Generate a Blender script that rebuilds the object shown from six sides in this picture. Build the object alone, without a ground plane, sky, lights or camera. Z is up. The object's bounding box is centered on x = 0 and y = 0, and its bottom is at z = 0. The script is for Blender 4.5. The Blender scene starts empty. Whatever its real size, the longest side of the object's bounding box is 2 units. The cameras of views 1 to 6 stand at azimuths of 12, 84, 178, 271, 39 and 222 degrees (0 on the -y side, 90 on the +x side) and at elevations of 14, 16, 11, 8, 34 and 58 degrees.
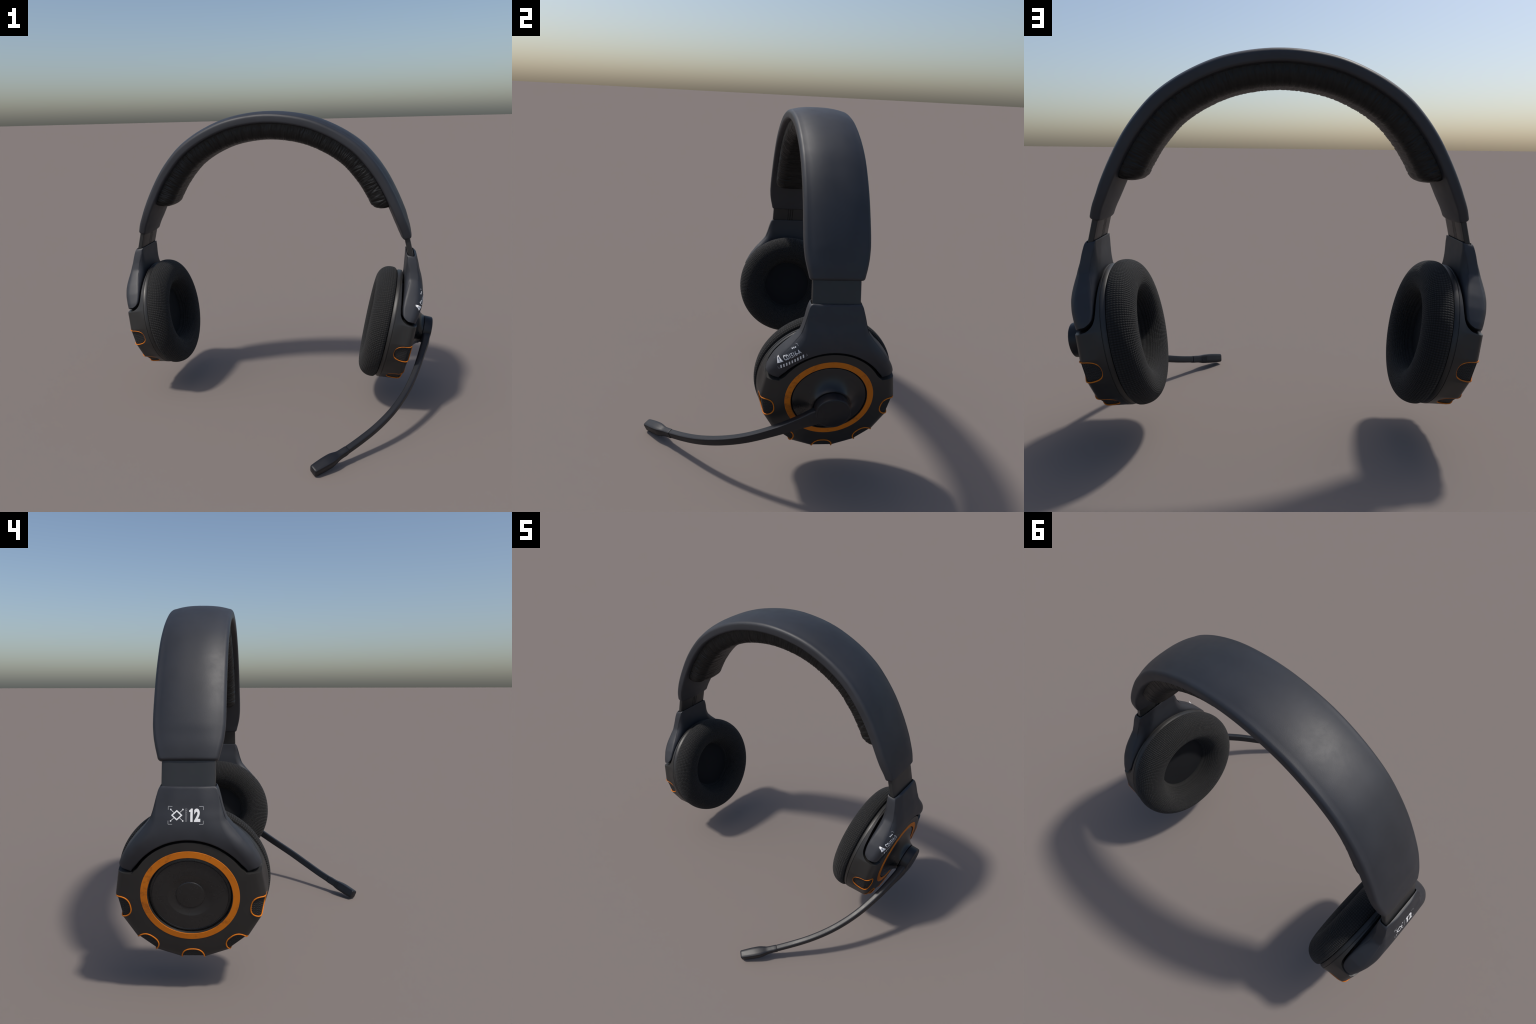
"""Over-ear headset with a padded headband, two tilted faceted ear cups and a boom microphone."""
import bpy, bmesh, math, random
import numpy as np
from mathutils import Matrix, Vector
from mathutils.bvhtree import BVHTree

random.seed(7)
rng = np.random.default_rng(7)

# ------------------------------------------------------------------ frame
X0, Y0 = -0.038, 0.300            # mirror plane of the headset, its middle in y
CUP_X, CUP_Z = 0.887, 0.512       # centre of the outer cup face, from the mirror plane
TILT = math.radians(10.5)         # the cups lean in towards the bottom
CT, ST = math.cos(TILT), math.sin(TILT)


def cup_matrix(side):
    """local x: to the right seen from outside, local y: up the cup, local z: outwards."""
    return Matrix(((0, side * ST, side * CT, X0 + side * CUP_X),
                   (side, 0, 0, Y0),
                   (0, CT, -ST, CUP_Z),
                   (0, 0, 0, 1)))


# ------------------------------------------------------------------ small helpers
def smooth(a, b, x):
    t = np.clip((np.asarray(x, float) - a) / (b - a), 0, 1)
    return t * t * (3 - 2 * t)


def spline(keys, xs):
    """monotone-parameter Catmull-Rom through (x, value...) keys."""
    k = np.array(keys, float)
    x, v = k[:, 0], k[:, 1:]
    m = np.gradient(v, x, axis=0)
    xs = np.clip(np.asarray(xs, float), x[0], x[-1])
    i = np.clip(np.searchsorted(x, xs) - 1, 0, len(x) - 2)
    h = (x[i + 1] - x[i])[:, None]
    t = ((xs - x[i]) / h[:, 0])[:, None]
    r = ((2 * t**3 - 3 * t**2 + 1) * v[i] + (t**3 - 2 * t**2 + t) * h * m[i]
         + (-2 * t**3 + 3 * t**2) * v[i + 1] + (t**3 - t**2) * h * m[i + 1])
    return r if r.shape[1] > 1 else r[:, 0]


ROOT = None


def add_object(name, verts, faces, mat, parent=None, matrix=None, angle=35, recalc=True):
    me = bpy.data.meshes.new(name)
    me.from_pydata([tuple(map(float, v)) for v in verts], [], faces)
    return finish(name, me, mat, parent, matrix, angle, recalc)


def finish(name, me, mat, parent=None, matrix=None, angle=35, recalc=True):
    if recalc:
        bm = bmesh.new()
        bm.from_mesh(me)
        bmesh.ops.remove_doubles(bm, verts=bm.verts, dist=1e-6)
        bmesh.ops.recalc_face_normals(bm, faces=bm.faces)
        bm.to_mesh(me)
        bm.free()
    me.polygons.foreach_set("use_smooth", [True] * len(me.polygons))
    me.set_sharp_from_angle(angle=math.radians(angle))
    me.materials.clear()
    me.materials.append(mat)
    ob = bpy.data.objects.new(name, me)
    bpy.context.scene.collection.objects.link(ob)
    place(ob, parent, matrix)
    return ob


def place(ob, parent, matrix=None):
    ob.matrix_world = matrix if matrix is not None else Matrix()
    if parent is not None:
        ob.parent = parent
        bpy.context.view_layer.update()
        ob.matrix_parent_inverse = parent.matrix_world.inverted()


def copy_of(ob, parent, matrix):
    c = ob.copy()
    c.parent = None
    bpy.context.scene.collection.objects.link(c)
    place(c, parent, matrix)
    return c


def loft(rings, close_ring=True, caps=(True, True)):
    """rings: list of (n,3) arrays -> verts, faces"""
    n = len(rings[0])
    verts = np.concatenate(rings)
    faces = []
    for i in range(len(rings) - 1):
        for j in range(n if close_ring else n - 1):
            a, b = i * n + j, i * n + (j + 1) % n
            faces.append((a, b, b + n, a + n))
    if caps[0]:
        faces.append(tuple(range(n))[::-1])
    if caps[1]:
        faces.append(tuple((len(rings) - 1) * n + j for j in range(n)))
    return verts, faces


def lathe(profile, seg=128, cap_first=False, cap_last=False, closed=False, up=0.0):
    """profile of (r, d) turned round the cup axis."""
    a = np.linspace(0, 2 * math.pi, seg, endpoint=False)
    pr = list(profile) + ([profile[0]] if closed else [])
    rings = [np.stack([r * np.cos(a), r * np.sin(a) + up, np.full(seg, d)], 1) for r, d in pr]
    return loft(rings, True, (cap_first, cap_last))


def rounded_rect(hw, hh, n=24, power=5.0):
    a = np.linspace(0, 2 * math.pi, n, endpoint=False) + math.pi / n
    c, s = np.cos(a), np.sin(a)
    f = (np.abs(c)**power + np.abs(s)**power)**(-1 / power)
    return np.stack([hw * c * f, hh * s * f], 1)


def boolean(ob, cutter, op='DIFFERENCE'):
    m = ob.modifiers.new("cut", 'BOOLEAN')
    m.operation, m.solver, m.object = op, 'EXACT', cutter
    dg = bpy.context.evaluated_depsgraph_get()
    me = bpy.data.meshes.new_from_object(ob.evaluated_get(dg))
    ob.modifiers.clear()
    ob.data = me
    bpy.data.objects.remove(cutter, do_unlink=True)


# ------------------------------------------------------------------ materials
class Nodes:
    def __init__(self, name):
        self.mat = bpy.data.materials.new(name)
        self.mat.use_nodes = True
        self.nt = self.mat.node_tree
        self.bsdf = self.nt.nodes["Principled BSDF"]

    def node(self, kind, **props):
        n = self.nt.nodes.new(kind)
        for k, v in props.items():
            setattr(n, k, v)
        return n

    def link(self, a, b):
        self.nt.links.new(a, b)

    def math(self, op, a, b=None, clamp=False):
        n = self.node("ShaderNodeMath", operation=op, use_clamp=clamp)
        for i, v in enumerate((a, b)):
            if v is None:
                continue
            if isinstance(v, (int, float)):
                n.inputs[i].default_value = v
            else:
                self.link(v, n.inputs[i])
        return n.outputs[0]

    def coords(self):
        return self.node("ShaderNodeTexCoord").outputs["Object"]

    def noise(self, scale, detail=4, rough=0.55, vec=None, stretch=None):
        n = self.node("ShaderNodeTexNoise")
        n.inputs["Scale"].default_value = scale
        n.inputs["Detail"].default_value = detail
        n.inputs["Roughness"].default_value = rough
        v = vec if vec is not None else self.coords()
        if stretch:
            m = self.node("ShaderNodeMapping")
            m.inputs["Scale"].default_value = stretch
            self.link(v, m.inputs[0])
            v = m.outputs[0]
        self.link(v, n.inputs["Vector"])
        return n.outputs["Fac"]

    def ramp(self, fac, stops):
        r = self.node("ShaderNodeValToRGB")
        els = r.color_ramp.elements
        while len(els) < len(stops):
            els.new(0.5)
        for e, (p, c) in zip(els, stops):
            e.position = p
            e.color = (*c, 1) if len(c) == 3 else c
        self.link(fac, r.inputs[0])
        return r.outputs[0]

    def remap(self, fac, lo, hi, a=0.0, b=1.0):
        n = self.node("ShaderNodeMapRange")
        n.inputs[1].default_value, n.inputs[2].default_value = lo, hi
        n.inputs[3].default_value, n.inputs[4].default_value = a, b
        self.link(fac, n.inputs[0])
        return n.outputs[0]

    def bump(self, height, strength, distance, normal=None):
        b = self.node("ShaderNodeBump")
        b.inputs["Strength"].default_value = strength
        b.inputs["Distance"].default_value = distance
        self.link(height, b.inputs["Height"])
        if normal is not None:
            self.link(normal, b.inputs["Normal"])
        return b.outputs[0]

    def mix(self, fac, a, b):
        n = self.node("ShaderNodeMix", data_type='RGBA')
        self.link(fac, n.inputs[0])
        for sock, v in ((n.inputs[6], a), (n.inputs[7], b)):
            if isinstance(v, tuple):
                sock.default_value = (*v, 1)
            else:
                self.link(v, sock)
        return n.outputs[2]


def plastic(name, color, rough, grain=600, grain_h=0.0003, mottling=0.14, spec=0.5):
    """moulded soft-touch plastic: faint mottling, a little wear in the gloss, fine grain."""
    m = Nodes(name)
    base = np.array(color)
    mott = m.noise(5.0, 5, 0.6)
    m.link(m.ramp(mott, [(0.3, tuple(base * (1 - mottling))), (0.7, tuple(base * (1 + mottling)))]),
           m.bsdf.inputs["Base Color"])
    m.link(m.remap(m.noise(9.0, 6, 0.65), 0.3, 0.7, rough - 0.05, rough + 0.05), m.bsdf.inputs["Roughness"])
    m.bsdf.inputs["Specular IOR Level"].default_value = spec
    if grain_h:
        m.link(m.bump(m.noise(grain, 2), 0.35, grain_h), m.bsdf.inputs["Normal"])
    return m.mat


def knit_material(name, color, ring_r, ring_d, n_round, n_loop):
    """knitted tube fabric: a grid of small stitches round the ring and over its section."""
    m = Nodes(name)
    sep = m.node("ShaderNodeSeparateXYZ")
    m.link(m.coords(), sep.inputs[0])
    x, y, z = sep.outputs
    ang = m.math('ARCTAN2', y, x)
    r = m.math('SQRT', m.math('ADD', m.math('MULTIPLY', x, x), m.math('MULTIPLY', y, y)))
    loop = m.math('ARCTAN2', m.math('SUBTRACT', z, ring_d), m.math('SUBTRACT', r, ring_r))
    wob = m.math('MULTIPLY', m.math('SUBTRACT', m.noise(14.0, 3), 0.5), 1.6)
    u = m.math('SINE', m.math('ADD', m.math('MULTIPLY', ang, float(n_round)), wob))
    v = m.math('SINE', m.math('ADD', m.math('MULTIPLY', loop, float(n_loop)), wob))
    uu = m.math('ADD', m.math('MULTIPLY', u, 0.5), 0.5)
    vv = m.math('ADD', m.math('MULTIPLY', v, 0.5), 0.5)
    h = m.math('MULTIPLY', m.math('POWER', uu, 0.6), m.math('ADD', m.math('MULTIPLY', vv, 0.7), 0.3))
    base = np.array(color)
    m.link(m.ramp(h, [(0.05, tuple(base * 0.45)), (0.75, tuple(base * 1.25))]), m.bsdf.inputs["Base Color"])
    m.bsdf.inputs["Roughness"].default_value = 0.85
    m.bsdf.inputs["Specular IOR Level"].default_value = 0.25
    m.bsdf.inputs["Sheen Weight"].default_value = 0.04
    m.bsdf.inputs["Sheen Roughness"].default_value = 0.5
    m.link(m.bump(h, 0.8, 0.004), m.bsdf.inputs["Normal"])
    return m.mat


def mesh_fabric(name, color):
    """dark woven mesh behind the cup openings."""
    m = Nodes(name)
    sep = m.node("ShaderNodeSeparateXYZ")
    m.link(m.coords(), sep.inputs[0])
    ws = [m.math('SINE', m.math('MULTIPLY', s, 620.0)) for s in sep.outputs]
    prod = m.math('ADD', m.math('MULTIPLY', ws[0], ws[1]), m.math('MULTIPLY', ws[1], ws[2]))
    h = m.math('ADD', m.math('MULTIPLY', prod, 0.35), 0.5, clamp=True)
    base = np.array(color)
    m.link(m.ramp(h, [(0.2, tuple(base * 0.4)), (0.8, tuple(base * 1.4))]), m.bsdf.inputs["Base Color"])
    m.bsdf.inputs["Roughness"].default_value = 0.8
    m.link(m.bump(h, 0.8, 0.003), m.bsdf.inputs["Normal"])
    return m.mat


def orange_material(name):
    """orange paint with dusky rub marks."""
    m = Nodes(name)
    blot = m.remap(m.noise(11.0, 8, 0.72), 0.53, 0.68)
    tint = m.ramp(m.noise(4.0, 3), [(0.3, (0.53, 0.140, 0.004)), (0.7, (0.63, 0.175, 0.005))])
    m.link(m.mix(m.math('MULTIPLY', blot, 0.75), tint, (0.16, 0.05, 0.012)), m.bsdf.inputs["Base Color"])
    m.bsdf.inputs["Roughness"].default_value = 0.58
    m.bsdf.inputs["Specular IOR Level"].default_value = 0.3
    return m.mat


def leather_material(name, color):
    """soft black leatherette gathered in folds that run across the arch."""
    m = Nodes(name)
    base = np.array(color)
    sep = m.node("ShaderNodeSeparateXYZ")
    m.link(m.coords(), sep.inputs[0])
    x, y, z = sep.outputs
    dx, dz = m.math('SUBTRACT', x, X0), m.math('SUBTRACT', z, 1.06)
    ang = m.math('ARCTAN2', dx, dz)
    rad = m.math('SQRT', m.math('ADD', m.math('MULTIPLY', dx, dx), m.math('MULTIPLY', dz, dz)))
    comb = m.node("ShaderNodeCombineXYZ")
    m.link(m.math('MULTIPLY', ang, 42.0), comb.inputs[0])
    m.link(m.math('MULTIPLY', y, 9.0), comb.inputs[1])
    m.link(m.math('MULTIPLY', rad, 14.0), comb.inputs[2])
    f = m.noise(1.0, 3, 0.5, vec=comb.outputs[0])
    m.link(m.ramp(f, [(0.38, tuple(base * 0.6)), (0.62, tuple(base * 1.5))]), m.bsdf.inputs["Base Color"])  # fold shadows and lit ridges tinted into the base colour
    m.bsdf.inputs["Roughness"].default_value = 0.46
    m.bsdf.inputs["Specular IOR Level"].default_value = 0.32
    nrm = m.bump(f, 0.75, 0.012)
    m.link(m.bump(m.noise(220.0, 3), 0.2, 0.0006, nrm), m.bsdf.inputs["Normal"])
    return m.mat


SLATE = plastic("slate_soft_plastic", (0.0212, 0.0228, 0.0285), 0.54, grain=260, grain_h=0.0005)
SHELL = plastic("black_shell_plastic", (0.0180, 0.0172, 0.0163), 0.44, grain=900, grain_h=0.0004)
GLOSS = plastic("dark_glossy_plastic", (0.0130, 0.0128, 0.0130), 0.30, grain_h=0.0)
DISC = plastic("cover_plastic", (0.0160, 0.0155, 0.0152), 0.27, grain=900, grain_h=0.0003)
BOOM = plastic("boom_plastic", (0.0085, 0.0092, 0.0122), 0.42, grain_h=0.0, spec=0.38)
STEEL = plastic("slider_plastic", (0.0180, 0.0186, 0.0192), 0.40, grain=300)
KNIT = knit_material("knitted_fabric", (0.0158, 0.0156, 0.0154), 0.275, -0.203, 196, 46)
MESH = mesh_fabric("woven_mesh", (0.013, 0.013, 0.013))
SCREEN = plastic("speaker_cloth", (0.0085, 0.0090, 0.0105), 0.80, grain=800, grain_h=0.001, spec=0.2)
LEATHER = leather_material("black_leatherette", (0.0055, 0.0055, 0.0055))
ORANGE = orange_material("orange_paint")
WHITE = plastic("white_print", (0.80, 0.80, 0.80), 0.55, grain_h=0.0, mottling=0.06)
DIM = plastic("faded_print", (0.32, 0.325, 0.335), 0.55, grain_h=0.0, mottling=0.1)
GAP = plastic("gap_black", (0.004, 0.004, 0.004), 0.7, grain_h=0.0)

ROOT = bpy.data.objects.new("gaming_headset", None)
bpy.context.scene.collection.objects.link(ROOT)
ROOT["label"] = "dark over-ear headset with orange rings and boom microphone"
ROOT["category"] = "headset"

# ------------------------------------------------------------------ headband
# edge line of the arch: (distance from mirror plane, height), crown side
EDGE = [(0, 1.874), (.139, 1.863), (.278, 1.832), (.391, 1.786), (.483, 1.735), (.568, 1.672),
        (.644, 1.591), (.707, 1.506), (.769, 1.397), (.8195, 1.289), (.8415, 1.236), (.866, 1.178), (.8825, 1.122)]


def arch_curve():
    full = [(-x, z) for x, z in EDGE[:0:-1]] + EDGE
    pts = np.array(full)
    cum = np.concatenate([[0], np.cumsum(np.linalg.norm(np.diff(pts, axis=0), axis=1))])
    keys = [(c, *p) for c, p in zip(cum, pts)]
    s = np.linspace(0, cum[-1], 2001)
    c = spline(keys, s)
    # light smoothing
    for _ in range(40):
        c[1:-1] = 0.25 * c[:-2] + 0.5 * c[1:-1] + 0.25 * c[2:]
    tan = np.gradient(c, axis=0)
    tan /= np.linalg.norm(tan, axis=1)[:, None]
    nor = np.stack([-tan[:, 1], tan[:, 0]], 1)     # outward (up at the top)
    length = np.concatenate([[0], np.cumsum(np.linalg.norm(np.diff(c, axis=0), axis=1))])
    return c, nor, length


ARCH, ARCH_N, ARCH_L = arch_curve()
ARCH_LEN = ARCH_L[-1]
BAND_Y = Y0 + .003


def arch_at(s):
    f = lambda arr: np.interp(s, ARCH_L, arr)
    return np.array([f(ARCH[:, 0]), f(ARCH[:, 1])]), np.array([f(ARCH_N[:, 0]), f(ARCH_N[:, 1])])


def band_section(W, T, crown, belly, n=18):
    """closed section in (across, outward): crowned outside, rounded shoulders, flat inside."""
    pts = []
    r = min(0.021, T * 0.46)
    for w in np.linspace(-(W - r), W - r, n):
        pts.append((w, crown * (1 - abs(w / (W - r))**2.6)))
    for a in np.linspace(90, 0, 8)[1:]:
        pts.append((W - r + r * math.cos(math.radians(a)), -r + r * math.sin(math.radians(a))))
    ri = 0.012
    for a in np.linspace(0, -90, 5):
        pts.append((W - ri + ri * math.cos(math.radians(a)), -T + ri + ri * math.sin(math.radians(a))))
    for w in np.linspace(W - ri, -(W - ri), 10)[1:-1]:
        pts.append((w, -T - belly * (1 - (w / (W - ri))**2)))
    for a in np.linspace(-90, -180, 5):
        pts.append((-(W - ri) + ri * math.cos(math.radians(a)), -T + ri + ri * math.sin(math.radians(a))))
    for a in np.linspace(180, 90, 8)[:-1]:
        pts.append((-(W - r) + r * math.cos(math.radians(a)), -r + r * math.sin(math.radians(a))))
    return np.array(pts)


def build_headband():
    e = np.concatenate([[0, .0015, .004, .008, .012], np.linspace(.02, ARCH_LEN - .02, 150),
                        ARCH_LEN - np.array([.012, .008, .004, .0015, 0])])
    rings = []
    for s in e:
        end = min(s, ARCH_LEN - s)
        W = float(np.interp(end, [0, .06, .11, .16, .22, 2], [.132, .1465, .1565, .162, .1635, .1635]))
        T = float(np.interp(end, [0, .2, .5], [.050, .054, .056]))
        crown = float(np.interp(end, [0, .15, .5, 1.3], [.004, .020, .0225, .0150]))
        sec = band_section(W, T, crown, float(np.interp(end, [0, .05, .3], [.009, .016, .016])))
        if end < .012:                                     # rounded lip at the ends
            sh = .010 - math.sqrt(max(0, .010**2 - (.012 - end)**2 * (.010 / .012)**2))
            c = np.array([0, -T / 2])
            sec = c + (sec - c) * (1 - sh / np.array([W, T / 2]))
        p, nrm = arch_at(s)
        xyz = np.stack([X0 + p[0] + nrm[0] * sec[:, 1], BAND_Y + sec[:, 0], p[1] + nrm[1] * sec[:, 1]], 1)
        rings.append(xyz)
    v, f = loft(rings)
    return add_object("headband", v, f, SLATE, ROOT, angle=50)


headband = build_headband()


def fold_field(n_s, n_a, length):
    """gathered-leather folds: many slanted creases of random place, slant, width and reach."""
    s = np.linspace(0, length, n_s)[:, None]
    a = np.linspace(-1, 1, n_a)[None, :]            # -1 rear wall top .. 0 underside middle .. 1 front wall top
    h = np.zeros((n_s, n_a))
    for side in (-1, 1):
        pos = 0.0
        while pos < length:
            pos += rng.uniform(0.008, 0.019)
            centre = side * rng.uniform(0.45, 0.95)
            reach = rng.uniform(0.18, 0.45)
            slant = rng.normal(0, 0.030)
            wid = rng.uniform(0.0025, 0.0055)
            dep = rng.uniform(0.4, 1.0)
            d = (s - pos - slant * (a - centre)) / wid
            h -= dep * np.exp(-d * d) * np.exp(-((a - centre) / reach)**4)
    pos = 0.0
    while pos < length:                              # shallow cross creases underneath
        pos += rng.uniform(0.018, 0.034)
        bow = rng.normal(0, 0.012)
        wid = rng.uniform(0.004, 0.007)
        d = (s - pos - bow * a * a) / wid
        h -= rng.uniform(0.2, 0.45) * np.exp(-d * d) * np.exp(-(a / 0.6)**4)
    h[:, n_a // 2:] *= 0.55                          # calmer at the rear
    return np.maximum(h, -1.25)


def build_pad():
    inset = 0.228                                    # where the pad stops above the band's end
    s0, s1 = inset, ARCH_LEN - inset
    n_s, n_a = 700, 72
    HW, DEP, R = 0.133, 0.090, 0.066
    # half outline of the section: wall from the band, round corner, flat underside
    path = []
    path += [(-HW, t) for t in np.linspace(0.006, -(DEP - R), 8)]
    path += [(-HW + R - R * math.cos(a), -(DEP - R) - R * math.sin(a)) for a in np.linspace(0, math.pi / 2, 10)[1:]]
    path += [(w, -DEP - 0.004 * (1 - (w / (HW - R))**2)) for w in np.linspace(-(HW - R), HW - R, 14)[1:-1]]
    path += [(-w, t) for w, t in path[:17][::-1]]
    path = np.array(path)
    cum = np.concatenate([[0], np.cumsum(np.linalg.norm(np.diff(path, axis=0), axis=1))])
    u = np.linspace(0, cum[-1], n_a)
    sec = np.stack([np.interp(u, cum, path[:, 0]), np.interp(u, cum, path[:, 1])], 1)
    nrm2 = np.gradient(sec, axis=0)
    nrm2 = np.stack([nrm2[:, 1], -nrm2[:, 0]], 1)
    nrm2 /= np.linalg.norm(nrm2, axis=1)[:, None]
    folds = fold_field(n_s, n_a, s1 - s0)
    rings = []
    ss = np.linspace(s0, s1, n_s)
    ER = 0.075
    for i, s in enumerate(ss):
        end = min(s - s0, s1 - s)
        k = 1.0
        if end < ER:
            k = math.sqrt(max(0.0, 1 - (1 - end / ER)**2.2))
        q = sec.copy()
        q[:, 1] *= (0.08 + 0.92 * k)
        q[:, 0] *= (0.80 + 0.20 * k)
        fade = np.clip(end / 0.02, 0, 1) * np.clip((-sec[:, 1] + 0.002) / 0.015, 0, 1)
        q = q - nrm2 * (-folds[i] * 0.0036 * fade)[:, None] * np.sign(1)
        p, nr = arch_at(s)
        off = -0.0655 + q[:, 1]
        rings.append(np.stack([X0 + p[0] + nr[0] * off, BAND_Y + q[:, 0], p[1] + nr[1] * off], 1))
    v, f = loft(rings, True)
    return add_object("headband_cushion", v, f, LEATHER, headband, angle=70)


build_pad()

# ------------------------------------------------------------------ yoke (fork that carries the cup)
RIM_OUT = [(0, .495), (.120, .495), (.129, .485), (.141, .445), (.153, .400), (.167, .360), (.198, .322), (.240, .276),
           (.278, .226), (.311, .168), (.320, .145)]
RIM_IN_PHI = [0, 24, 27, 31, 34, 37, 42, 49, 56, 63, 66]


def d_out(p, q):
    """outer face: bulges over the cup, leans in towards the slider, falls off to its outline."""
    q = np.atleast_1d(np.asarray(q, float))
    base = spline([(.08, .000), (.13, .006), (.17, .0145), (.21, .0215), (.25, .0245), (.29, .0220), (.33, .0130), (.37, -.002),
                   (.41, -.0215), (.45, -.0385), (.52, -.071)], q)
    half = np.interp(q, [y for _, y in RIM_OUT[:0:-1]], [x for x, _ in RIM_OUT[:0:-1]])
    return base - 0.012 * smooth(.35, 1.05, np.abs(p) / half) * smooth(.24, .36, q)


def d_in(p, q):
    q = np.atleast_1d(np.asarray(q, float))
    return spline([(.08, -.060), (.125, -.066), (.15, -.075), (.19, -.086), (.23, -.090), (.28, -.094), (.33, -.098), (.40, -.108), (.45, -.114), (.52, -.126)], q)


def yoke_grid():
    n_s, n_t = 181, 44
    k = np.linspace(0, 1, len(RIM_OUT))
    ro = np.array(RIM_OUT)
    cum = np.concatenate([[0], np.cumsum(np.linalg.norm(np.diff(ro, axis=0), axis=1))])
    cum /= cum[-1]
    s = np.linspace(0, 1, n_s // 2 + 1)
    O = np.stack([np.interp(s, cum, ro[:, 0]), np.interp(s, cum, ro[:, 1])], 1)
    for _ in range(2):
        O[1:-1] = .25 * O[:-2] + .5 * O[1:-1] + .25 * O[2:]
    phi = np.radians(np.interp(s, cum, RIM_IN_PHI))
    ri = .279 + .006 * smooth(55, 66, np.degrees(phi))
    I = np.stack([ri * np.sin(phi), ri * np.cos(phi)], 1)
    O = np.concatenate([O[:0:-1] * [-1, 1], O])
    I = np.concatenate([I[:0:-1] * [-1, 1], I])
    t = 0.5 - 0.5 * np.cos(np.linspace(0, math.pi, n_t))
    t = 0.35 * np.linspace(0, 1, n_t) + 0.65 * t
    # cluster s towards the tips by resampling
    ss = np.linspace(-1, 1, len(O))
    sr = np.sign(ss) * (1 - (1 - np.abs(ss))**1.25)
    re = lambda A: np.stack([np.interp(sr, ss, A[:, 0]), np.interp(sr, ss, A[:, 1])], 1)
    O, I = re(O), re(I)
    return I[:, None, :] * (1 - t)[None, :, None] + O[:, None, :] * t[None, :, None]


def yoke_mesh():
    G = yoke_grid()
    ns, nt, _ = G.shape
    # outline with an edge radius for each stretch
    out, rad = [], []
    for i in range(ns):
        out.append(G[i, nt - 1])
        p, q = G[i, nt - 1]
        rad.append(.0045 if q > .48 else .0045 + .0475 * float(smooth(.48, .25, q)))
    for j in range(nt - 1, -1, -1):
        out.append(G[ns - 1, j]); rad.append(.012)
    for i in range(ns - 1, -1, -1):
        out.append(G[i, 0]); rad.append(.006)
    for j in range(nt):
        out.append(G[0, j]); rad.append(.010)
    out, rad = np.array(out), np.array(rad)
    P = G.reshape(-1, 2)
    dist = np.full(len(P), 9.0)
    dropo = np.zeros(len(P))
    dropi = np.zeros(len(P))
    tip = np.concatenate([np.zeros(ns), np.ones(nt), np.zeros(ns), np.ones(nt)])
    radi = np.where(tip > 0, .040, np.where(out[:, 1] > .485, .005, .014 + .030 * smooth(.48, .38, out[:, 1]) * smooth(.20, .36, out[:, 1])))
    for o, r, r2 in zip(out, rad, radi):
        e = np.linalg.norm(P - o, axis=1)
        f = lambda R: np.where(e < R, R - np.sqrt(np.clip(R * R - (R - e)**2, 0, None)), 0)
        dropo = np.maximum(dropo, f(r))
        dropi = np.maximum(dropi, f(r2))
    top = d_out(P[:, 0], P[:, 1]) - dropo
    bot = d_in(P[:, 0], P[:, 1]) + dropi
    bot = np.minimum(bot, top - .004)
    vt = np.column_stack([P, top])
    vb = np.column_stack([P, bot])
    N = len(P)
    verts = np.concatenate([vt, vb])
    faces = []
    idx = lambda i, j: i * nt + j
    for i in range(ns - 1):
        for j in range(nt - 1):
            a, b, c, d = idx(i, j), idx(i + 1, j), idx(i + 1, j + 1), idx(i, j + 1)
            faces.append((a, b, c, d))
            faces.append((a + N, d + N, c + N, b + N))
    loop = [idx(i, nt - 1) for i in range(ns)] + [idx(ns - 1, j) for j in range(nt - 2, -1, -1)] \
        + [idx(i, 0) for i in range(ns - 2, -1, -1)] + [idx(0, j) for j in range(1, nt - 1)]
    for a, b in zip(loop, loop[1:] + loop[:1]):
        faces.append((a, b, b + N, a + N))
    return verts, faces


def world_to_cup(x, z):
    """(distance from mirror plane, height) -> (q, d)"""
    dx, dz = x - CUP_X, z - CUP_Z
    return dx * ST + dz * CT, dx * CT - dz * ST


SLIDE_TOP, SLIDE_BOT = (.845, 1.165), (.8945, .960)        # centre line of the slider bar


def slider_section(hw, th, groove=True):
    pts = rounded_rect(hw, th, 40, 8)
    if not groove:
        return pts
    g = []
    for w in (-.028, -.012, .004):                        # three fine grooves on the inner face
        g += [(w - .003, -th), (w - .0012, -th + .004), (w + .0012, -th + .004), (w + .003, -th)]
    low = [tuple(p) for p in pts if p[1] < -th * .97 and abs(p[0]) < hw * .8]
    keep = [tuple(p) for p in pts if not (p[1] < -th * .97 and abs(p[0]) < hw * .8)]
    # insert grooves on the bottom side, in order of increasing x
    start = next(i for i in range(len(keep)) if keep[i - 1][0] < 0 and keep[i][0] > 0 and keep[i][1] < 0)
    edge = [(-hw * .8, -th)] + g + [(hw * .8, -th)]
    return np.array(keep[:start] + edge + keep[start:])


def slider_rings(hw, th, a, b, groove):
    (q0, d0), (q1, d1) = world_to_cup(*a), world_to_cup(*b)
    dirv = np.array([q1 - q0, d1 - d0]); dirv /= np.linalg.norm(dirv)
    nor = np.array([-dirv[1], dirv[0]])
    if nor[1] < 0:
        nor = -nor
    sec = slider_section(hw, th, groove)
    rings = []
    for q, d in ((q0, d0), (q1, d1)):
        rings.append(np.stack([sec[:, 0], q + nor[0] * sec[:, 1], d + nor[1] * sec[:, 1]], 1))
    return rings


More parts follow.
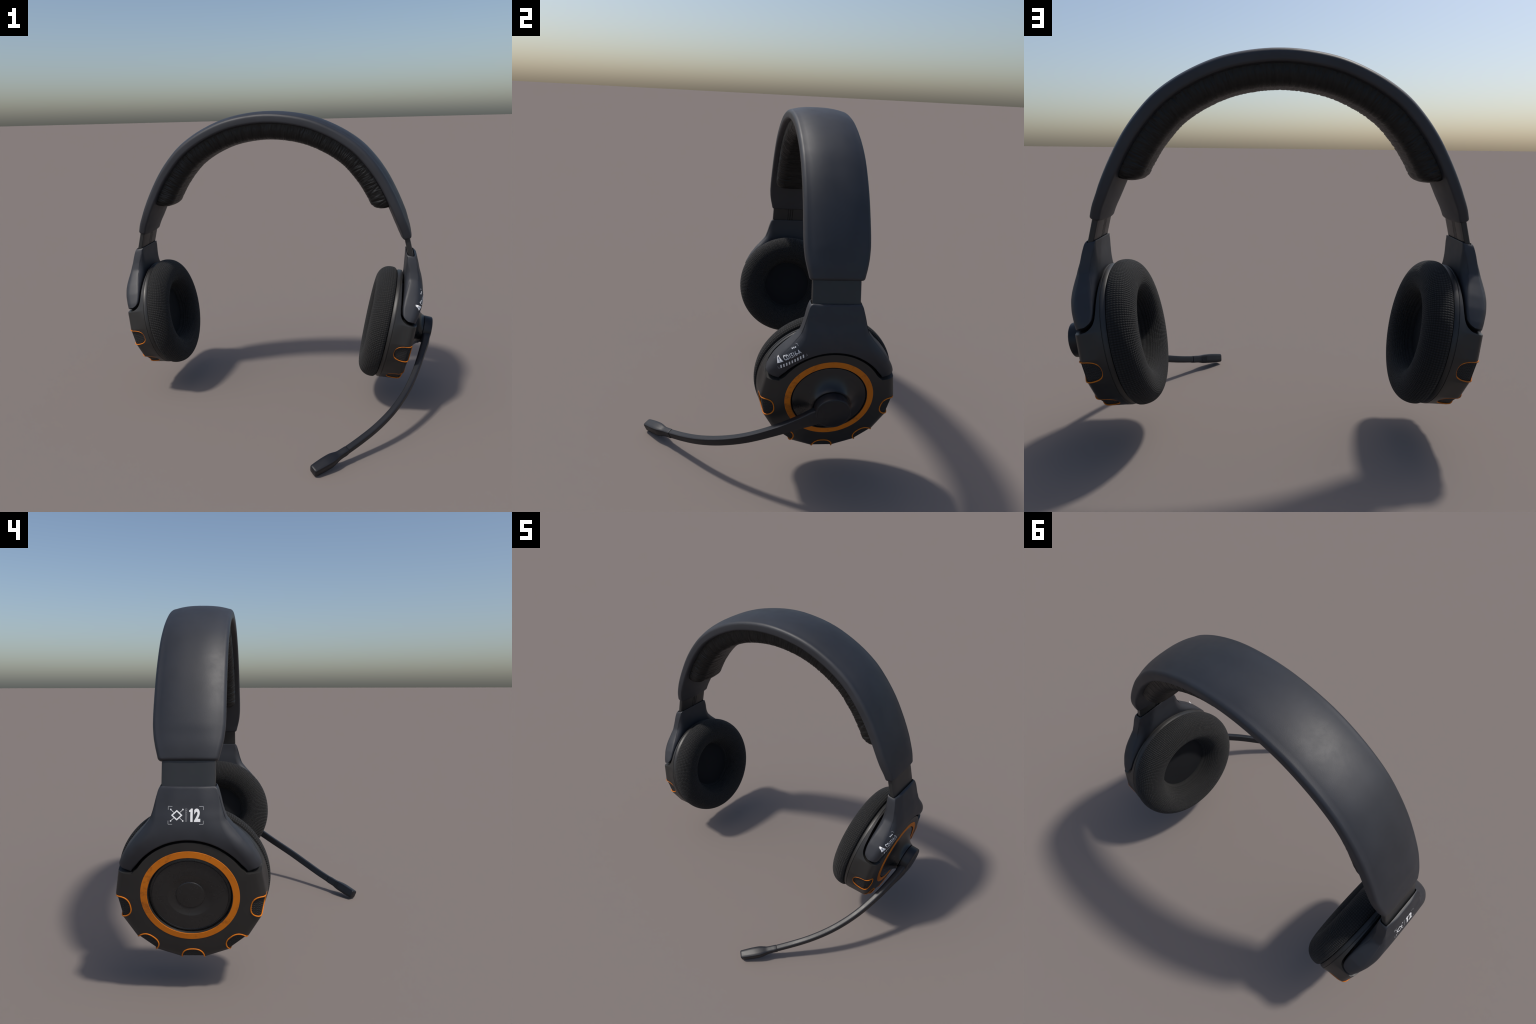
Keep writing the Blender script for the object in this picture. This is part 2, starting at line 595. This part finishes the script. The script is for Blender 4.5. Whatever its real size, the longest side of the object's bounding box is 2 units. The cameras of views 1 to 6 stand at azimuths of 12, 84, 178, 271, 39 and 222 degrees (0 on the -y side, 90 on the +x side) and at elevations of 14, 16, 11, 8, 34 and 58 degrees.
# ------------------------------------------------------------------ cup shell
def rim_radius(phi_down):
    """faceted rim: 18 flats below, their corners at odd tens of degrees from straight down."""
    a = (phi_down + math.radians(10)) % math.radians(20) - math.radians(10)
    return .3385 * math.cos(math.radians(10)) / np.cos(a)


def dome(r):
    """the outer face swells gently from the rim to the middle."""
    return np.interp(r, [0, .10, .19, .225, .26, .29, .31, .325, .345], [.0265, .0255, .0238, .0224, .0198, .0160, .0120, .0065, .0])


def shell_mesh(seg=360):
    th = np.linspace(0, 2 * math.pi, seg, endpoint=False)
    down = th + math.pi / 2
    poly = rim_radius(down)
    circ = np.full(seg, 1.0)

    def ring(r, d, up=0.0):
        r = np.broadcast_to(r, th.shape)
        return np.stack([r * np.cos(th), r * np.sin(th) + up, np.full(seg, d)], 1)

    back = -.146
    rings = [ring(.05, -.130), ring(.235, -.130), ring(.245, back), ring(.335, back), ring(.346, back + .004), ring(.352, back + .014),
             ring(.3525, back + .023), ring(.3500, back + .0245), ring(.3500, back + .0265), ring(.3525, back + .028)]
    for d, k in ((-.108, .0), (-.092, .35), (-.075, .75), (-.055, 1), (-.03, 1), (-.016, 1)):
        w = (d - back - .028) / (-back - .028)
        big = .3525 * (1 - w) + .3400 * w
        rings.append(ring((1 - k) * big + k * (poly * big / .3385), d))
    lip = poly * .3400 / .3385
    for a in (15, 35, 55):
        rr = .014
        rings.append(ring(lip - rr + rr * math.cos(math.radians(a)), -rr + rr * math.sin(math.radians(a))))
    for r in (.322, .31, .295, .28, .26, .24, .225, .205, .1905):
        k = r / .3385
        rings.append(ring(poly * k if r > .26 else k * .3385, float(dome(r)), FACE_Q * float(smooth(.26, .20, r))))
    rings += [ring(.1895, .0215, FACE_Q), ring(.1895, .004, FACE_Q), ring(.05, .004, FACE_Q)]
    return loft(rings)


def pocket_mesh():
    """room cut out of the shell for the fork arms, a thin gap wider than the fork."""
    phis = np.radians(np.linspace(-70, 70, 141))
    n_t = 24
    verts_b, verts_t = [], []
    for ph in phis:
        ri = .2675 + .013 * float(smooth(57, 68, abs(math.degrees(ph))))
        for k in range(n_t):
            r = ri + (.46 - ri) * k / (n_t - 1)
            x, y = r * math.sin(ph), r * math.cos(ph)
            lim = .114
            y2 = y if y > lim else lim + (y - lim) * .05
            b = float(np.interp(y2, [.112, .116, .119, .125, .136, .150, .170, .20, .25, .32, .5],
                                [.02, .004, -.035, -.052, -.070, -.083, -.093, -.099, -.104, -.112, -.112]))
            verts_b.append((x, y2, b))
            verts_t.append((x, y2, .12))
    verts = np.array(verts_t + verts_b)
    N = len(verts_b)
    faces = []
    ns = len(phis)
    idx = lambda i, j: i * n_t + j
    for i in range(ns - 1):
        for j in range(n_t - 1):
            a, b, c, d = idx(i, j), idx(i + 1, j), idx(i + 1, j + 1), idx(i, j + 1)
            faces += [(a, d, c, b), (a + N, b + N, c + N, d + N)]
    loop = [idx(i, n_t - 1) for i in range(ns)] + [idx(ns - 1, j) for j in range(n_t - 2, -1, -1)] \
        + [idx(i, 0) for i in range(ns - 2, -1, -1)] + [idx(0, j) for j in range(1, n_t - 1)]
    for a, b in zip(loop, loop[1:] + loop[:1]):
        faces.append((a, b, b + N, a + N))
    return verts, faces


# openings in the rim: five, on every other flat
FACE_Q, HUB_Q = .005, .0075                 # ring, cover and boom hub sit a touch above the rim's centre
NOTCHES = [math.radians(a) for a in (-80, -40, 0, 40, 80)]
N_HALF, N_FACE, N_SIDE = .0535, .058, .086      # half width, reach over the face, reach down the side
FLAT = .3385 * math.cos(math.radians(10))


def notch_frame(phi):
    """local axes of a flat: tangential u, outward v; phi from straight down"""
    v = Vector((math.sin(phi), -math.cos(phi), 0))
    u = Vector((math.cos(phi), math.sin(phi), 0))
    return u, v


def notch_cutter(phi):
    u, v = notch_frame(phi)
    w = Vector((0, 0, 1))
    n1, n2 = 40, 24
    rings = []
    c = v * FLAT
    for j in range(1, n2):
        b = -math.pi / 2 + math.pi * j / n2
        ring = []
        for i in range(n1):
            a = 2 * math.pi * i / n1
            ex = 2.5
            se = lambda t: math.copysign(abs(t)**(2 / ex), t)
            cb = abs(math.cos(b))**(2 / ex)
            ring.append(c + u * (N_HALF * se(math.sin(b))) + v * (N_FACE * cb * se(math.cos(a)))
                        + w * (N_SIDE * cb * se(math.sin(a))))
        rings.append(np.array([tuple(p) for p in ring]))
    return loft(rings)


def notch_outline(phi, inset=0.0, n=40, lift=0.0):
    """curve where the opening meets face and flat, as one closed loop."""
    u, v = notch_frame(phi)
    w = Vector((0, 0, 1))
    ex = 2.5
    se = lambda t: math.copysign(abs(t)**(2 / ex), t)
    c = v * FLAT
    pts = []
    for i in range(n):                                   # over the face (towards the centre)
        a = math.pi * i / n
        pts.append(c + u * ((N_HALF - inset) * se(math.cos(a))) - v * ((N_FACE - inset) * se(math.sin(a)) - lift) + w * (lift + float(dome(FLAT - (N_FACE - inset) * se(math.sin(a))))))
    for i in range(n):                                   # down the flat
        a = math.pi * i / n
        k = (N_SIDE - inset) * se(math.sin(a))
        flare = .0125 / .118 * k
        pts.append(c - u * ((N_HALF - inset) * se(math.cos(a))) + v * (flare + lift) - w * k)
    P = np.array([tuple(p) for p in pts])
    for _ in range(3):
        P = .25 * np.roll(P, 1, 0) + .5 * P + .25 * np.roll(P, -1, 0)
    return [Vector(p) for p in P]


def tube_along(points, radius, sides=8):
    P = [Vector(p) for p in points]
    n = len(P)
    rings = []
    up = None
    for i in range(n):
        t = (P[(i + 1) % n] - P[i - 1]).normalized()
        if up is None:
            up = t.orthogonal().normalized()
        up = (up - t * up.dot(t)).normalized()
        bi = t.cross(up)
        rings.append(np.array([tuple(P[i] + (up * math.cos(a) + bi * math.sin(a)) * radius)
                               for a in np.linspace(0, 2 * math.pi, sides, endpoint=False)]))
    m = len(rings[0])
    # close with the best turn offset
    best = min(range(m), key=lambda k: np.linalg.norm(np.roll(rings[0], -k, axis=0) - rings[-1]))
    rings.append(np.roll(rings[0], -best, axis=0))
    return loft(rings, True, (False, False))


def insert_mesh(phi):
    """mesh panel set a little back in the opening, rounded over the rim."""
    u, v = notch_frame(phi)
    w = Vector((0, 0, 1))
    back = .0035
    path = []                                             # (v offset from flat, w) over the corner
    for k in np.linspace(-N_SIDE * 1.05, -.012, 10):
        path.append((-back - .0125 / .118 * k, k))
    for a in (25, 50, 75):
        path.append((-back - .010 + .010 * math.cos(math.radians(a)), -.012 + .010 * math.sin(math.radians(a))))
    for k in np.linspace(-.012, -N_FACE * 1.1, 8):
        path.append((k, float(dome(FLAT + k)) - back))
    verts, faces = [], []
    nu = 13
    for s in np.linspace(-N_HALF * 1.06, N_HALF * 1.06, nu):
        for vv, ww in path:
            verts.append(tuple(v * (FLAT + vv) + u * s + w * ww))
    m = len(path)
    for i in range(nu - 1):
        for j in range(m - 1):
            faces.append((i * m + j, (i + 1) * m + j, (i + 1) * m + j + 1, i * m + j + 1))
    return verts, faces


def cushion_profile():
    """section of the ear pad: flat seat on the shell, bulging outer side, soft lip, sloping hole wall."""
    key = [(.290, -.136), (.330, -.147), (.351, -.147), (.3590, -.155), (.3620, -.169), (.3610, -.190), (.3540, -.213),
           (.3390, -.234), (.3140, -.251), (.2800, -.2590), (.2480, -.256), (.2210, -.244), (.2020, -.224),
           (.1900, -.202), (.1815, -.180), (.172, -.160), (.164, -.148), (.160, -.138)]
    P = np.array(key)
    cum = np.concatenate([[0], np.cumsum(np.linalg.norm(np.diff(P, axis=0), axis=1))])
    s = np.linspace(0, cum[-1], 64)
    return [tuple(p) for p in spline([(c, *p) for c, p in zip(cum, P)], s)]


MASTER = {}


def build_cup(side):
    M = cup_matrix(side)
    parts = {}

    def put(key, name, make, mat, parent, angle=35):
        """first side builds the mesh, the second shares it"""
        if key in MASTER:
            ob = copy_of(MASTER[key], parent, M)
        else:
            v, f = make()
            ob = add_object(name, v, f, mat, parent, M, angle)
            MASTER[key] = ob
        return ob

    # shell with its cut-outs
    if "shell" in MASTER:
        shell = copy_of(MASTER["shell"], ROOT, M)
    else:
        v, f = shell_mesh()
        shell = add_object("ear_cup", v, f, SHELL, None, None)
        v, f = pocket_mesh()
        boolean(shell, add_object("cutter", v, f, GAP))
        for phi in NOTCHES:
            v, f = notch_cutter(phi)
            boolean(shell, add_object("cutter", v, f, GAP))
        me = shell.data
        me.polygons.foreach_set("use_smooth", [True] * len(me.polygons))
        me.set_sharp_from_angle(angle=math.radians(28))
        me.materials.clear(); me.materials.append(SHELL)
        bpy.context.view_layer.update()
        place(shell, ROOT, M)
        MASTER["shell"] = shell

    for i, phi in enumerate(NOTCHES):
        put(f"insert{i}", "mesh_insert", lambda: insert_mesh(phi), MESH, shell)
        put(f"trim{i}", "orange_trim", lambda: tube_along(notch_outline(phi, inset=.0008, lift=.0), .0031), ORANGE, shell, 80)

    put("ring", "accent_ring", lambda: lathe([(.1920, 0.0167), (.1925, 0.0249), (.1935, 0.0257), (.2080, 0.0247), (.2220, 0.0239), (.2230, 0.0231), (.2235, 0.0147)], 160, closed=True, up=FACE_Q), ORANGE, shell)
    put("cushion", "ear_cushion", lambda: lathe(cushion_profile(), 192, closed=True), KNIT, shell, 60)
    put("screen", "speaker_screen", lambda: lathe([(.232, -.128), (.232, -.142), (.225, -.148), (.12, -.151), (.001, -.152)], 96, True, True), SCREEN, shell)

    # fork
    if "yoke" in MASTER:
        yoke = copy_of(MASTER["yoke"], ROOT, M)
    else:
        v, f = yoke_mesh()
        yoke = add_object("yoke", v, f, SLATE, None, None, 40)
        rr = slider_rings(.1228, .0215, (.8490, 1.152), (.8925, .972), False)
        v, f = loft(rr)
        boolean(yoke, add_object("cutter", v, f, GAP))
        me = yoke.data
        me.polygons.foreach_set("use_smooth", [True] * len(me.polygons))
        me.set_sharp_from_angle(angle=math.radians(40))
        me.materials.clear(); me.materials.append(SLATE)
        place(yoke, ROOT, M)
        MASTER["yoke"] = yoke
    put("slider", "adjustment_slider", lambda: loft(slider_rings(.1185, .0165, SLIDE_TOP, SLIDE_BOT, True)), STEEL, ROOT, 30)

    if side < 0:      # plain cover with a dished middle
        prof = [(.1868, .005), (.1868, .0085), (.1845, .0118), (.1755, .0152), (.1740, .0138), (.1722, .0140), (.1708, .0160),
                (.1035, .0180), (.1010, .0175), (.0990, .0162), (.0690, .0092), (.0668, .0088), (.0652, .0093), (.0642, .0108), (.0625, .0122), (.0605, .0127), (.001, .0130)]
        add_object("cover_disc", *lathe(prof, 160, True, True, up=FACE_Q), DISC, shell, M, 30)
    else:             # boom mount rising to a neck
        prof = [(.1868, 0.0057), (.1868, 0.0182), (.1850, 0.0217), (.1800, 0.0239), (.165, 0.0277), (.150, 0.0327), (.135, 0.0392), (.120, 0.0477),
                (.107, 0.0577), (.098, 0.0677), (.0935, 0.0767), (.0920, 0.0827), (.001, 0.0827)]
        add_object("cover_disc", *lathe(prof, 160, True, True, up=FACE_Q), GLOSS, shell, M, 30)
    return shell, yoke, M


cup_l, yoke_l, M_L = build_cup(-1)
cup_r, yoke_r, M_R = build_cup(1)

# ------------------------------------------------------------------ printed marks
def yoke_surface():
    bm = bmesh.new()
    bm.from_mesh(MASTER["yoke"].data)
    t = BVHTree.FromBMesh(bm)
    bm.free()
    return t


TREE = yoke_surface()


def surface_d(x, y):
    for k in range(9):                      # a ray may slip through an edge: try again close by
        a = k * 2.4
        hit = TREE.ray_cast(Vector((x + k * 4e-5 * math.cos(a), y + k * 4e-5 * math.sin(a), .3)), Vector((0, 0, -1)))
        if hit[0] is not None and hit[0].z > -.09:
            return hit[0].z
    return TREE.find_nearest(Vector((x, y, 0)))[0].z


def print_mark(name, me, mat, parent, M, origin, angle, lift=.0014):
    """lay a flat figure drawn in the xy plane onto the fork's outer face."""
    bm = bmesh.new()
    bm.from_mesh(me)
    bmesh.ops.triangulate(bm, faces=bm.faces)
    for _ in range(4):
        long_e = [e for e in bm.edges if e.calc_length() > .004]
        if long_e:
            bmesh.ops.subdivide_edges(bm, edges=long_e, cuts=1, use_grid_fill=True)
            bmesh.ops.triangulate(bm, faces=bm.faces)
    ca, sa = math.cos(angle), math.sin(angle)
    for v in bm.verts:
        x, y = v.co.x, v.co.y
        px, py = origin[0] + ca * x - sa * y, origin[1] + sa * x + ca * y
        v.co = (px, py, surface_d(px, py) + lift)
    bmesh.ops.triangulate(bm, faces=bm.faces)
    for f in bm.faces:
        if f.normal.z < 0:
            f.normal_flip()
    bm.to_mesh(me)
    bm.free()
    return finish(name, me, mat, parent, M, 60, False)


def polys_mesh(polys):
    me = bpy.data.meshes.new("mark")
    verts, faces = [], []
    for p in polys:
        faces.append(tuple(range(len(verts), len(verts) + len(p))))
        verts += [(x, y, 0) for x, y in p]
    me.from_pydata(verts, [], faces)
    return me


def bar(a, b, w):
    a, b = Vector(a), Vector(b)
    n = (b - a).normalized()
    n = Vector((-n.y, n.x)) * w / 2
    return [tuple(a + n), tuple(a - n), tuple(b - n), tuple(b + n)]


def text_mesh(txt, height, width, bold=0.0):
    cu = bpy.data.curves.new("txt", 'FONT')
    cu.body = txt
    cu.size = 1
    cu.resolution_u = 4
    cu.offset = bold
    ob = bpy.data.objects.new("txt", cu)
    bpy.context.scene.collection.objects.link(ob)
    bpy.context.view_layer.update()
    dg = bpy.context.evaluated_depsgraph_get()
    me = bpy.data.meshes.new_from_object(ob.evaluated_get(dg))
    bpy.data.objects.remove(ob, do_unlink=True)
    bpy.data.curves.remove(cu)
    co = np.array([v.co[:2] for v in me.vertices])
    lo, hi = co.min(0), co.max(0)
    for v in me.vertices:
        v.co.x = (v.co.x - lo[0]) / (hi[0] - lo[0]) * width
        v.co.y = (v.co.y - lo[1]) / (hi[1] - lo[1]) * height
        v.co.z = 0
    return me


def disc(c, r, n=10):
    return [(c[0] + r * math.cos(2 * math.pi * i / n), c[1] + r * math.sin(2 * math.pi * i / n)) for i in range(n)]


# left fork: corner brackets, diamond emblem, data strip, number
polys = []
for sx, x in ((1, -.0825), (-1, .0695)):
    for sy, y in ((1, .350), (-1, .4195)):
        polys += [bar((x, y), (x + sx * .018, y), .0024), bar((x, y + sy * .0012), (x, y + sy * .014), .0024)]
print_mark("corner_brackets", polys_mesh(polys), DIM, yoke_l, M_L, (0, 0), 0)
cx, cy = -.0450, .3855
dia = [(-.0245, 0), (0, .0205), (.0245, 0), (0, -.0205)]
inner = [(x * .68, y * .68) for x, y in dia]
polys = [[(cx + dia[i][0], cy + dia[i][1]), (cx + dia[(i + 1) % 4][0], cy + dia[(i + 1) % 4][1]),
          (cx + inner[(i + 1) % 4][0], cy + inner[(i + 1) % 4][1]), (cx + inner[i][0], cy + inner[i][1])] for i in range(4)]
print_mark("diamond_emblem", polys_mesh(polys), WHITE, yoke_l, M_L, (0, 0), 0)
polys = []
for sx in (-1, 1):
    for sy in (-1, 1):
        polys += [bar((cx + sx * .0125, cy + sy * .0105), (cx + sx * .026, cy + sy * .0215), .0017)]
        polys += [disc((cx + sx * .0262, cy + sy * .0222), .0032)]
print_mark("diamond_emblem", polys_mesh(polys), WHITE, yoke_l, M_L, (0, 0), 0, .0016)
polys = []
for i in range(7):
    y = .3615 + i * .0073
    for a, b in (((-.0082, y), (-.0012, y)), ((-.0082, y + .005), (-.0012, y + .005)),
                 ((-.0082, y), (-.0082, y + .005)), ((-.0012, y), (-.0012, y + .005))):
        polys.append(bar(a, b, .0009))
print_mark("data_strip", polys_mesh(polys), DIM, yoke_l, M_L, (0, 0), 0)
print_mark("printed_number", polys_mesh([[(.0135, .3595), (.0235, .3595), (.0235, .4115), (.0165, .4115), (.0135, .4075)],
                                        [(.0135, .4075), (.0135, .3985), (.0080, .3985), (.0080, .4040)]]), WHITE, yoke_l, M_L, (0, 0), 0)
print_mark("printed_number", text_mesh("2", .0520, .0270, .045), WHITE, yoke_l, M_L, (.0295, .3595), 0)

# right fork: warning triangle, code, hazard stripes
ang = math.radians(33)
O = (-.2735, .2065)
tri = []
h = .029
outer = [(.003, .002), (.036, .003), (.0205, .031)]
print_mark("warning_triangle", polys_mesh([outer]), WHITE, yoke_r, M_R, O, ang)
print_mark("warning_triangle", polys_mesh([bar((.0203, .0115), (.0203, .0190), .0028), bar((.0201, .0060), (.0201, .0088), .0028)]), SLATE, yoke_r, M_R, O, ang, .0018)
print_mark("printed_code", text_mesh("CD1516-A", .0215, .0900, .020), WHITE, yoke_r, M_R, (O[0] + math.cos(ang) * .044 - math.sin(ang) * .004, O[1] + math.sin(ang) * .044 + math.cos(ang) * .004), ang)
polys = []
for i in range(9):
    x = .006 + i * .0150
    polys.append([(x, -.0240), (x + .0068, -.0240), (x + .0130, -.0080), (x + .0062, -.0080)])
print_mark("hazard_stripes", polys_mesh(polys), WHITE, yoke_r, M_R, O, ang)
polys = [bar((-.0035, -.022), (-.0035, -.012), .0016), bar((-.0035, -.022), (.004, -.022), .0016),
         bar((.143, -.022), (.151, -.022), .0016), bar((.151, -.022), (.151, -.012), .0016),
         bar((.004, .0285), (.004, .0365), .0014), bar((.007, .0425), (.0135, .0425), .0014),
         bar((.128, .047), (.136, .047), .0016), bar((.136, .037), (.136, .047), .0016)]
print_mark("corner_brackets", polys_mesh(polys), DIM, yoke_r, M_R, O, ang)
print_mark("printed_dots", polys_mesh([disc((.104 + i * .0085, .038), .0028) for i in range(3)]), WHITE, yoke_r, M_R, O, ang)

# ------------------------------------------------------------------ boom microphone
hub_prof = [(.0780, .074), (.0780, .0835), (.0840, .0845), (.0870, .0880), (.0875, .094), (.0875, .1290), (.0860, .1345), (.0820, .1375),
            (.0790, .1382), (.0775, .1374), (.0762, .1382), (.001, .1388)]
hub = add_object("boom_hub", *lathe(hub_prof, 96, True, True, up=HUB_Q), BOOM, cup_r, M_R, 35)

# centre line of the boom with its thickness in the curve's plane and height across it
BN = np.array([0, -.4476, .8942])
BOOM_KEYS = [(.9600, .255, .487, .046, .070), (.9570, .218, .468, .047, .075), (.9500, .187, .448, .044, .068), (.9360, .145, .4215, .0405, .058),
             (.9190, .095, .388, .0380, .052), (.8940, .024, .345, .0360, .0475), (.8360, -.107, .268, .0345, .0440), (.7580, -.235, .201, .0340, .0430),
             (.6620, -.349, .143, .0332, .0425), (.5750, -.434, .1035, .0330, .0415), (.5120, -.494, .0800, .0330, .0410)]
CAP_KEYS = [(.5100, -.496, .0793, .0350, .0430), (.5060, -.500, .0778, .0362, .0442), (.4840, -.5200, .0710, .0368, .0448), (.4640, -.5385, .0648, .0405, .0460), (.4490, -.5520, .0605, .0500, .0520),
            (.4340, -.5655, .0565, .0580, .0560), (.4140, -.5835, .0512, .0600, .0580), (.3800, -.6125, .0415, .0575, .0570), (.3490, -.6395, .0325, .0520, .0545)]


def boom_rings(keys, n, power, sides=28):
    K = np.array(keys)
    cum = np.concatenate([[0], np.cumsum(np.linalg.norm(np.diff(K[:, :3], axis=0), axis=1))])
    val = spline([(c, *k) for c, k in zip(cum, K)], np.linspace(0, cum[-1], n))
    cen = val[:, :3]
    tan = np.gradient(cen, axis=0)
    rings = []
    for c, t, (w, h) in zip(cen, tan, val[:, 3:]):
        t = t / np.linalg.norm(t)
        side = np.cross(t, BN)
        side /= np.linalg.norm(side)
        up = np.cross(side, t)
        sec = rounded_rect(w / 2, h / 2, sides, power)
        rings.append(c + sec[:, :1] * side + sec[:, 1:] * up)
    return rings, cen, tan


rings, _, _ = boom_rings(BOOM_KEYS, 70, 6.5)
boom = add_object("microphone_boom", *loft(rings), BOOM, ROOT, angle=45)
rings, cen, tan = boom_rings(CAP_KEYS, 40, 6.0)
tip_t = tan[-1] / np.linalg.norm(tan[-1])
last = rings[-1]
c = last.mean(0)
for k, sc in ((.004, .985), (.008, .94), (.0105, .86), (.0115, .76)):      # rounded end
    rings.append(c + tip_t * k + (last - c) * sc)
capsule = add_object("microphone_capsule", *loft(rings), BOOM, boom, angle=45)
# dark slots near the neck of the capsule, on the side that faces the mouth
slots = []
for i in (13, 18):
    cc, t = cen[i], tan[i] / np.linalg.norm(tan[i])
    sd = np.cross(t, BN); sd /= np.linalg.norm(sd)
    if sd[1] < 0:
        sd = -sd
    up = np.cross(sd, t)
    half = np.abs((rings[i] - cc) @ sd).max()
    face = cc + sd * (half - .0030)
    sec = rounded_rect(.0022, .0150, 16, 4)
    slots.append([face + s[0] * t + s[1] * up + sd * z for z in (0, .0038) for s in sec])
verts, faces = [], []
for s in slots:
    o = len(verts)
    verts += s
    n = 16
    faces += [(o + j, o + (j + 1) % n, o + n + (j + 1) % n, o + n + j) for j in range(n)]
    faces += [tuple(o + n + j for j in range(n)), tuple(o + j for j in range(n))[::-1]]
add_object("microphone_slot", verts, faces, GAP, capsule)

bpy.context.view_layer.update()
